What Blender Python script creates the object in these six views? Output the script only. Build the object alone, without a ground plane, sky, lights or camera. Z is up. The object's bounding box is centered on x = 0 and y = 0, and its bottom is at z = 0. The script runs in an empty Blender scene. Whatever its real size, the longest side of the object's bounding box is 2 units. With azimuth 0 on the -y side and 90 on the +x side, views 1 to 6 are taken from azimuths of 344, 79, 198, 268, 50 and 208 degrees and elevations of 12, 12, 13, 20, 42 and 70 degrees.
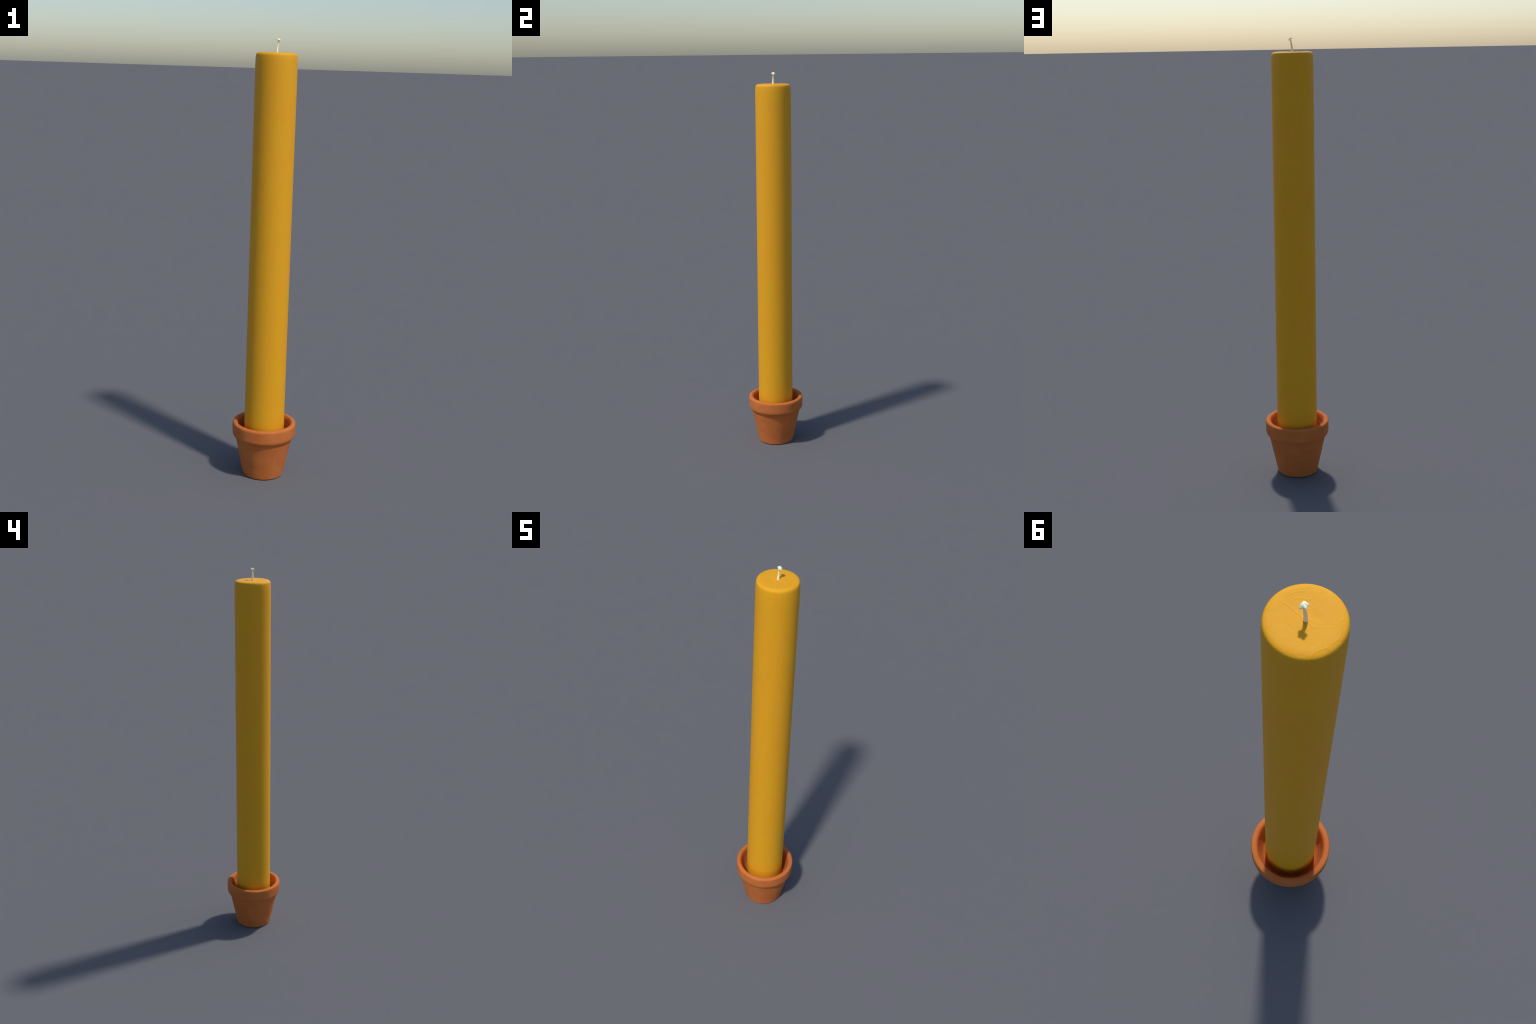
"""Tall yellow pillar candle standing in a small terracotta flower pot."""
import bpy, math, random
import numpy as np
from mathutils import Vector, noise

TAU = 2 * math.pi

# ------------------------------------------------------------------ helpers
def smoothstep(a, b, x):
    t = np.clip((x - a) / (b - a), 0, 1)
    return t * t * (3 - 2 * t)


def catmull(points, per_segment):
    """Smooth curve through 2D control points."""
    p = [np.array(q, float) for q in points]
    p = [2 * p[0] - p[1]] + p + [2 * p[-1] - p[-2]]
    out = []
    for i in range(1, len(p) - 2):
        for k in range(per_segment):
            t = k / per_segment
            a, b, c, d = p[i - 1:i + 3]
            out.append(.5 * (2 * b + (c - a) * t + (2 * a - 5 * b + 4 * c - d) * t * t
                             + (3 * b - a - 3 * c + d) * t ** 3))
    out.append(p[-2])
    return np.array(out)


def polyline_round(corners, radii, steps=8):
    """Profile polyline whose corners are filleted with the given setbacks."""
    c = [np.array(q, float) for q in corners]
    out = [c[0]]
    for i in range(1, len(c) - 1):
        r = radii[i]
        if r <= 0:
            out.append(c[i])
            continue
        u = (c[i - 1] - c[i]); v = (c[i + 1] - c[i])
        a = c[i] + u / np.linalg.norm(u) * r
        b = c[i] + v / np.linalg.norm(v) * r
        for k in range(steps + 1):
            t = k / steps
            out.append((1 - t) ** 2 * a + 2 * t * (1 - t) * c[i] + t * t * b)
    out.append(c[-1])
    return np.array(out)


def subdivide(profile, max_len):
    out = [profile[0]]
    for a, b in zip(profile[:-1], profile[1:]):
        n = max(1, int(math.ceil(np.linalg.norm(b - a) / max_len)))
        for k in range(1, n + 1):
            out.append(a + (b - a) * k / n)
    return np.array(out)


def lathe(profile, segs):
    """Rings of vertices (rows = profile points) plus quad faces."""
    th = np.linspace(0, TAU, segs, endpoint=False)
    r = profile[:, 0][:, None]; z = profile[:, 1][:, None]
    v = np.stack([r * np.cos(th), r * np.sin(th), z + 0 * th], -1)
    faces = []
    for i in range(len(profile) - 1):
        for j in range(segs):
            k = (j + 1) % segs
            faces.append((i * segs + j, i * segs + k, (i + 1) * segs + k, (i + 1) * segs + j))
    return v, faces


def make_mesh(name, verts, faces):
    me = bpy.data.meshes.new(name)
    me.from_pydata([tuple(map(float, v)) for v in verts], [], faces)
    me.validate()
    me.polygons.foreach_set("use_smooth", [True] * len(me.polygons))
    me.update()
    return me


def add(name, me, parent=None, mat=None):
    ob = bpy.data.objects.new(name, me)
    bpy.context.scene.collection.objects.link(ob)
    if parent is not None:
        ob.parent = parent
    if mat is not None:
        me.materials.append(mat)
    return ob


def fbm(p, octaves=3):
    s, a = 0.0, 1.0
    q = Vector(p)
    for _ in range(octaves):
        s += a * noise.noise(q)
        q = q * 2.03 + Vector((3.1, 1.7, 9.2))
        a *= .5
    return s


# ------------------------------------------------------------------ materials
def new_mat(name):
    m = bpy.data.materials.new(name)
    m.use_nodes = True
    nt = m.node_tree
    bsdf = next(n for n in nt.nodes if n.type == 'BSDF_PRINCIPLED')
    return m, nt, bsdf


def noise_node(nt, coord, scale, detail=3, rough=.5, stretch=(1, 1, 1)):
    mp = nt.nodes.new('ShaderNodeMapping')
    mp.inputs['Scale'].default_value = stretch
    nt.links.new(coord, mp.inputs['Vector'])
    n = nt.nodes.new('ShaderNodeTexNoise')
    n.inputs['Scale'].default_value = scale
    n.inputs['Detail'].default_value = detail
    n.inputs['Roughness'].default_value = rough
    nt.links.new(mp.outputs[0], n.inputs['Vector'])
    return n.outputs['Fac']


def ramp(nt, fac, stops):
    r = nt.nodes.new('ShaderNodeValToRGB')
    el = r.color_ramp.elements
    while len(el) < len(stops):
        el.new(.5)
    for e, (p, c) in zip(el, stops):
        e.position = p
        e.color = (*c, 1) if len(c) == 3 else c
    nt.links.new(fac, r.inputs[0])
    return r.outputs[0]


def mix(nt, fac, a, b, mode='MIX'):
    m = nt.nodes.new('ShaderNodeMix')
    m.data_type = 'RGBA'
    m.blend_type = mode
    for sock, val in ((m.inputs[0], fac), (m.inputs[6], a), (m.inputs[7], b)):
        if hasattr(val, 'links'):
            nt.links.new(val, sock)
        elif isinstance(val, (tuple, list)):
            sock.default_value = (*val, 1)
        else:
            sock.default_value = val
    return m.outputs[2]


def bump(nt, bsdf, height, dist, strength=1):
    b = nt.nodes.new('ShaderNodeBump')
    b.inputs['Distance'].default_value = dist
    b.inputs['Strength'].default_value = strength
    nt.links.new(height, b.inputs['Height'])
    nt.links.new(b.outputs[0], bsdf.inputs['Normal'])


def wax_material():
    m, nt, bs = new_mat("yellow_wax")
    co = nt.nodes.new('ShaderNodeTexCoord').outputs['Object']
    big = noise_node(nt, co, 12, 4, .6, (1, 1, .55))
    col = ramp(nt, big, [(.32, WAX_ORANGE), (.5, WAX_MID), (.68, WAX_OLIVE)])
    streak = noise_node(nt, co, 55, 3, .6, (1, 1, .06))
    col = mix(nt, ramp(nt, streak, [(.42, (0, 0, 0)), (.72, (.6, .6, .6))]), col, WAX_OLIVE)
    speck = noise_node(nt, co, 75, 1, .4, (1, 1, .8))
    col = mix(nt, ramp(nt, speck, [(.74, (0, 0, 0)), (.80, (.45, .45, .45))]), col, WAX_PALE)
    nt.links.new(col, bs.inputs['Base Color'])
    bs.inputs['Roughness'].default_value = .62
    bs.inputs['Specular IOR Level'].default_value = WAX_SPEC
    fine = noise_node(nt, co, 160, 3, .6, (1, 1, .35))
    bump(nt, bs, fine, .0007, .28)
    return m


def clay_material():
    m, nt, bs = new_mat("terracotta_clay")
    co = nt.nodes.new('ShaderNodeTexCoord').outputs['Object']
    big = noise_node(nt, co, 13, 4, .55, (1, 1, 1.5))
    col = ramp(nt, big, [(.30, CLAY_DEEP), (.5, CLAY_MID), (.72, CLAY_PALE)])
    grain = noise_node(nt, co, 420, 2, .6)
    col = mix(nt, ramp(nt, grain, [(.58, (0, 0, 0)), (.75, (.30, .30, .30))]), col, CLAY_PALE)
    dark = noise_node(nt, co, 260, 2, .6)
    col = mix(nt, ramp(nt, dark, [(.60, (0, 0, 0)), (.78, (.25, .25, .25))]), col, CLAY_DEEP)
    nt.links.new(col, bs.inputs['Base Color'])
    bs.inputs['Roughness'].default_value = .85
    bs.inputs['Specular IOR Level'].default_value = .25
    bump(nt, bs, noise_node(nt, co, 430, 3, .65), .0022, .9)
    return m


def cotton_material(name, base, dirty):
    m, nt, bs = new_mat(name)
    co = nt.nodes.new('ShaderNodeTexCoord').outputs['Object']
    fibre = noise_node(nt, co, 900, 3, .6, (1, 1, .25))
    nt.links.new(ramp(nt, fibre, [(.3, dirty), (.6, base)]), bs.inputs['Base Color'])
    bs.inputs['Roughness'].default_value = .9
    bs.inputs['Specular IOR Level'].default_value = .2
    bump(nt, bs, fibre, .0006, .3)
    return m


# base colours (linear)
WAX_MID = (.800, .368, .013)
WAX_ORANGE = (.815, .350, .014)
WAX_OLIVE = (.780, .388, .011)
WAX_PALE = (.80, .45, .03)
WAX_SPEC = .26
CLAY_MID = (.605, .172, .040)
CLAY_DEEP = (.575, .152, .032)
CLAY_PALE = (.635, .194, .052)

wax = wax_material()
clay = clay_material()
cotton = cotton_material("waxed_cotton", (.95, .90, .62), (.88, .82, .53))
fray = cotton_material("bleached_cotton", (.95, .96, .69), (.90, .91, .62))

# ------------------------------------------------------------------ sizes (m)
CANDLE_R = .0923
CANDLE_TOP = 1.9409
CANDLE_FOOT = .078


def thing(name, label, category, z):
    e = bpy.data.objects.new(name, None)
    e.empty_display_size = .1
    e.location = (0, 0, z)
    bpy.context.scene.collection.objects.link(e)
    e["label"] = label
    e["category"] = category
    return e


pot = thing("terracotta_pot", "small plain terracotta flower pot with thick rounded rim", "flower pot", 0)
candle = thing("pillar_candle", "tall slim yellow wax pillar candle with white wick", "candle", 0)

# ------------------------------------------------------------------ pot
# one closed lathe: drain hole > underside > outer wall > rim > inner wall > floor
outer = polyline_round(
    [(.016, .004), (.074, .004), (.080, .0), (.0935, .0), (.1326, .1820),
     (.1415, .1865), (.1466, .1980), (.1470, .2300)],
    [0, .003, .003, .0025, .0012, .0045, .0060, 0])[:-1]
lip = catmull([(.1470, .2200), (.1470, .2400), (.1465, .2478), (.1440, .2526), (.1390, .2549), (.1330, .2558),
               (.1280, .2540), (.1240, .2490), (.1212, .2410)], 6)
inner = catmull([(.1212, .2410), (.1192, .2310), (.1180, .2230), (.1150, .2140), (.1138, .2060),
                 (.1098, .1970), (.1082, .1890), (.1036, .1800), (.0985, .1730), (.0940, .1690),
                 (.0922, .1670)], 5)
socket = np.array([(.0940, .1600), (.0943, .0760), (.0300, .0740), (.0160, .0730)])
prof = np.vstack([outer, lip, inner[1:], socket, [(.016, .004)]])
prof = subdivide(prof, .0045)
SEG = 288
grid, faces = lathe(prof[:-1], SEG)
n_rows = len(prof) - 1
# close the drain-hole tube
faces += [((n_rows - 1) * SEG + j, (n_rows - 1) * SEG + (j + 1) % SEG, (j + 1) % SEG, j) for j in range(SEG)]
verts = grid.reshape(-1, 3)
# hand-thrown unevenness
for i, v in enumerate(verts):
    d = .0004 * fbm((v[0] * 16, v[1] * 16, v[2] * 26)) + .00022 * fbm((v[0] * 130, v[1] * 130, v[2] * 150), 2)
    rr = math.hypot(v[0], v[1])
    k = 1 + d / max(rr, .03)
    verts[i, 0] *= k
    verts[i, 1] *= k
    if v[2] > .235:
        verts[i, 2] += .0006 * fbm((v[0] * 22 + 5, v[1] * 22, 1.3)) + .0002 * fbm((v[0] * 160, v[1] * 160, 4), 2)

whole = make_mesh("pot_whole", verts, faces)
normals = [v.normal.copy() for v in whole.vertices]
# rim = collar above the crease outside and above the same height inside
crease_row = int(np.argmin(np.hypot(prof[:-1, 0] - .1327, prof[:-1, 1] - .1821)))
inner_row = len(subdivide(np.vstack([outer, lip]), .0045)) + 4


def sub_object(name, keep, parent, mat):
    fs = [f for i, f in enumerate(faces) if keep(i // SEG)]
    ids = sorted({k for f in fs for k in f})
    new = {k: i for i, k in enumerate(ids)}
    me = make_mesh(name, verts[ids], [tuple(new[k] for k in f) for f in fs])
    me.normals_split_custom_set_from_vertices([normals[k] for k in ids])
    return add(name, me, parent, mat)


sub_object("rim", lambda r: crease_row <= r < inner_row, pot, clay)
sub_object("pot_wall", lambda r: not (crease_row <= r < inner_row), pot, clay)
bpy.data.meshes.remove(whole)

# ------------------------------------------------------------------ candle wax
rng = random.Random(7)
SEGC = 576
# side profile from the foot up, then over the shoulder
barrel = polyline_round(
    [(.004, CANDLE_FOOT), (.084, CANDLE_FOOT), (.0923, CANDLE_FOOT + .010), (.0926, .35), (.0920, 1.85)],
    [0, .005, .006, .1, 0], 10)
shoulder = catmull([(.0920, 1.85), (.09192, 1.880), (.0915, 1.906), (.0908, 1.9205), (.0897, 1.9296),
                    (.0872, 1.9350), (.0833, 1.9380), (.0770, 1.9398), (.0680, 1.9407), (.0580, CANDLE_TOP)], 8)
side = np.vstack([barrel, shoulder[1:]])
side = subdivide(side[:-64], .0055).tolist() + subdivide(side[-64:], .0009).tolist()
side = np.array(side)
top_r = np.linspace(.0580, .0004, 72)[1:]
flat = np.stack([top_r, np.full_like(top_r, CANDLE_TOP)], 1)
cprof = np.vstack([side, flat])
cgrid, cfaces = lathe(cprof, SEGC)
first, last = 0, (len(cprof) - 1) * SEGC
cfaces.append(tuple(range(SEGC - 1, -1, -1)))
cfaces.append(tuple(last + j for j in range(SEGC)))

# --- sides: terminator shading stripes modelled as banded ripples, slow wobble, specks and nicks
R = np.hypot(cgrid[..., 0], cgrid[..., 1])
TH = np.arctan2(cgrid[..., 1], cgrid[..., 0])
Z = cgrid[..., 2].copy()
is_side = np.zeros_like(R)
is_side[:len(side)] = 1
band = np.zeros_like(Z)
for z0, z1 in ((.20, .40), (.46, .60), (.80, .93), (1.30, 1.43), (1.56, 1.70), (1.84, 1.93)):
    band += smoothstep(z0, z0 + .05, Z) * (1 - smoothstep(z1 - .05, z1, Z))
dr = band * 7.5e-5 * np.cos(72 * TH) * (1 + .5 * np.cos(5 * TH + 9 * Z))
dr += 2.2e-4 * np.cos(2 * TH + 3.1 * Z) * np.sin(5.3 * Z + .7) + 1.4e-4 * np.cos(3 * TH - 4 * Z + 1)
for _ in range(46):                                     # raised specks / shallow nicks
    a, zc = rng.uniform(-math.pi, math.pi), rng.uniform(.25, 1.9)
    wa, wz = rng.uniform(.0012, .0028), rng.uniform(.0015, .011)
    h = rng.choice((1, 1, -1)) * rng.uniform(.0003, .0007)
    da = (TH - a + math.pi) % TAU - math.pi
    dr += h * np.exp(-(da * CANDLE_R / wa) ** 2 - ((Z - zc) / wz) ** 2)
dr += 1.6e-4 * np.exp(-((Z - .257 - .002 * np.cos(3 * TH)) / .0012) ** 2) * smoothstep(-1.1, -.8, TH) * (1 - smoothstep(-.4, 0, TH))
dr *= is_side * smoothstep(.16, .24, Z)
k = 1 + dr / np.maximum(R, .02)
cgrid[..., 0] *= k
cgrid[..., 1] *= k

# --- top: low sheared creases left by trimming, small dip near the wick
creases = [  # (points in mm, height mm, half width mm)
    ([(58, -13), (39, -9.3), (11, -2), (5, -1)], .42, 1.8),
    ([(-4, 2), (-18.5, 7.7), (-33, .6), (-55, -12)], .26, 1.4),
    ([(-31, -70), (-34, -63), (-63, -44.5), (-65, -39), (-61, -32), (-69, -24), (-75, -13), (-77, 2), (-73, 19)], .42, 1.4),
    ([(-50, 72), (-49, 58), (-54, 48), (-65, 35.5)], .45, 1.5),
    ([(43, -31), (36.6, -37.6), (23, -42), (14, -46)], .26, 1.6),
    ([(68, -29), (58, -46), (42, -62), (24, -74)], .36, 2.2),
    ([(62, -28), (50, -46), (34, -58)], .30, 1.8),
    ([(23.6, 47), (27, 34.6), (23.4, 20.7), (14.5, 29)], .30, 1.3),
    ([(8, -24), (-3.5, -33), (-6, -49), (-9, -67)], .22, 2.4),
    ([(-2, -4), (-30, -7.3)], .30, 3.0),
    ([(14, -47), (13, -60)], .30, 2.0),
]
X, Y = cgrid[..., 0] * 1000, cgrid[..., 1] * 1000
dz = np.zeros_like(X)
for pts, h, w in creases:
    best = np.full_like(X, 1e9)
    for (ax, ay), (bx, by) in zip(pts[:-1], pts[1:]):
        ex, ey = bx - ax, by - ay
        t = np.clip(((X - ax) * ex + (Y - ay) * ey) / (ex * ex + ey * ey), 0, 1)
        best = np.minimum(best, np.hypot(X - ax - t * ex, Y - ay - t * ey))
    dz += h * np.exp(-(best / w) ** 2)
dz -= 1.1 * np.exp(-(np.hypot(X + 14, Y + 16) / 13) ** 2)
dz -= .8 * np.exp(-(np.hypot(X, Y) / 9) ** 2)
dz -= .6 * smoothstep(80, 20, np.hypot(X, Y))
dz += .35 * np.exp(-(np.hypot(X + 3, Y + 6) / 2.2) ** 2)
for i in range(len(side) - 40, cgrid.shape[0]):
    for j in range(0, SEGC):
        dz[i, j] += .22 * noise.noise(Vector((X[i, j] * .05, Y[i, j] * .05, 2.0)))
edge = smoothstep(1.9335, 1.9395, Z)
nib = np.zeros_like(X)
for i in range(len(side) - 80, len(side)):
    for j in range(SEGC):
        nib[i, j] = noise.noise(Vector((X[i, j] * .16, Y[i, j] * .16, Z[i, j] * 160))) + .6 * noise.noise(Vector((X[i, j] * .4, Y[i, j] * .4, Z[i, j] * 400)))
nib *= .28 * smoothstep(1.918, 1.931, Z) * smoothstep(74, 84, np.hypot(X, Y))
wave = nib + .35 * np.cos(2 * TH + .6) + .25 * np.cos(3 * TH + 2) + .12 * np.cos(9 * TH)
cgrid[..., 2] += (dz + wave * smoothstep(40, 80, np.hypot(X, Y))) * edge * .001

wax_body = add("wax_body", make_mesh("wax_body", cgrid.reshape(-1, 3), cfaces), candle, wax)

# ------------------------------------------------------------------ wick
spine = catmull([(.0, 1.925), (.0004, 1.940), (.0012, 1.955), (.0030, 1.972), (.0062, 1.990)], 8)
rad = np.interp(spine[:, 1], [1.925, 1.945, 1.965, 1.982, 1.990], [.0055, .0050, .0041, .0031, .0030])
WS = 48
wv, wf = [], []
for i, ((x, z), r) in enumerate(zip(spine.tolist(), rad.tolist())):
    j0, j1 = max(i - 1, 0), min(i + 1, len(spine) - 1)
    t = Vector((spine[j1][0] - spine[j0][0], 0, spine[j1][1] - spine[j0][1])).normalized()
    a = Vector((0, 1, 0)); b = t.cross(a)
    for j in range(WS):
        th = TAU * j / WS
        rr = r * (1 + .05 * math.cos(3 * th + i * .35) + .03 * math.cos(7 * th))
        p = Vector((x, .0006 * (z - 1.94) / .05, z)) + rr * (math.cos(th) * a + math.sin(th) * b)
        wv.append(p)
for i in range(len(spine) - 1):
    for j in range(WS):
        kk = (j + 1) % WS
        wf.append((i * WS + j, i * WS + kk, (i + 1) * WS + kk, (i + 1) * WS + j))
wf.append(tuple(range(WS)))
wf.append(tuple((len(spine) - 1) * WS + j for j in range(WS))[::-1])
wme = make_mesh("wick", wv, wf)
import bmesh
bm = bmesh.new(); bm.from_mesh(wme); bmesh.ops.recalc_face_normals(bm, faces=bm.faces); bm.to_mesh(wme); bm.free()
wick = add("wick", wme, candle, cotton)

# frayed tip: five drooping lobes of cotton, tipped over towards +x
TILT = math.radians(29)
nrm = Vector((math.sin(TILT), 0, math.cos(TILT)))
ux = Vector((math.cos(TILT), 0, -math.sin(TILT)))
uy = Vector((0, 1, 0))
centre = Vector((.0082, .0006, 1.9945))
lobes = [(math.radians(d), s) for d, s in ((6, .0112), (62, .0116), (142, .0116), (208, .0112), (298, .0120))]


def lobe_radius(th):
    r = 0
    for a, s in lobes:
        d = abs((th - a + math.pi) % TAU - math.pi)
        r = max(r, .0083 + (s - .0083) * max(0, 1 - d / math.radians(34)) ** 1.1)
    return r


NT, NR = 100, 12
tv, tf = [], []
for sgn in (1, -1):
    for i in range(NR + 1):
        f = i / NR
        for j in range(NT):
            th = TAU * j / NT
            r = lobe_radius(th) * f
            droop = -(.0046 + .0010 * math.cos(2 * th)) * f ** 1.8
            fold = .03 * (lobe_radius(th) - .0085) * f
            h = droop + fold + (.0022 * (1 - f ** 3) + .0007) * (1 if sgn > 0 else -.6)
            tv.append(centre + ux * (r * math.cos(th)) + uy * (r * math.sin(th)) + nrm * h)
row = (NR + 1) * NT
for s in (0, 1):
    for i in range(NR):
        for j in range(NT):
            kk = (j + 1) % NT
            q = [s * row + i * NT + j, s * row + (i + 1) * NT + j, s * row + (i + 1) * NT + kk, s * row + i * NT + kk]
            tf.append(tuple(q if s == 0 else q[::-1]))
for j in range(NT):
    kk = (j + 1) % NT
    tf.append((NR * NT + j, row + NR * NT + j, row + NR * NT + kk, NR * NT + kk))
tme = make_mesh("frayed_tip", tv, tf)
bm = bmesh.new(); bm.from_mesh(tme)
bmesh.ops.remove_doubles(bm, verts=bm.verts, dist=1e-6)
bmesh.ops.recalc_face_normals(bm, faces=bm.faces)
top = max(v.co.z for v in bm.verts)
bmesh.ops.translate(bm, verts=bm.verts, vec=(0, 0, 2.0 - top))
bm.to_mesh(tme); bm.free()
for p in tme.polygons:
    p.use_smooth = True
add("frayed_tip", tme, wick, fray)
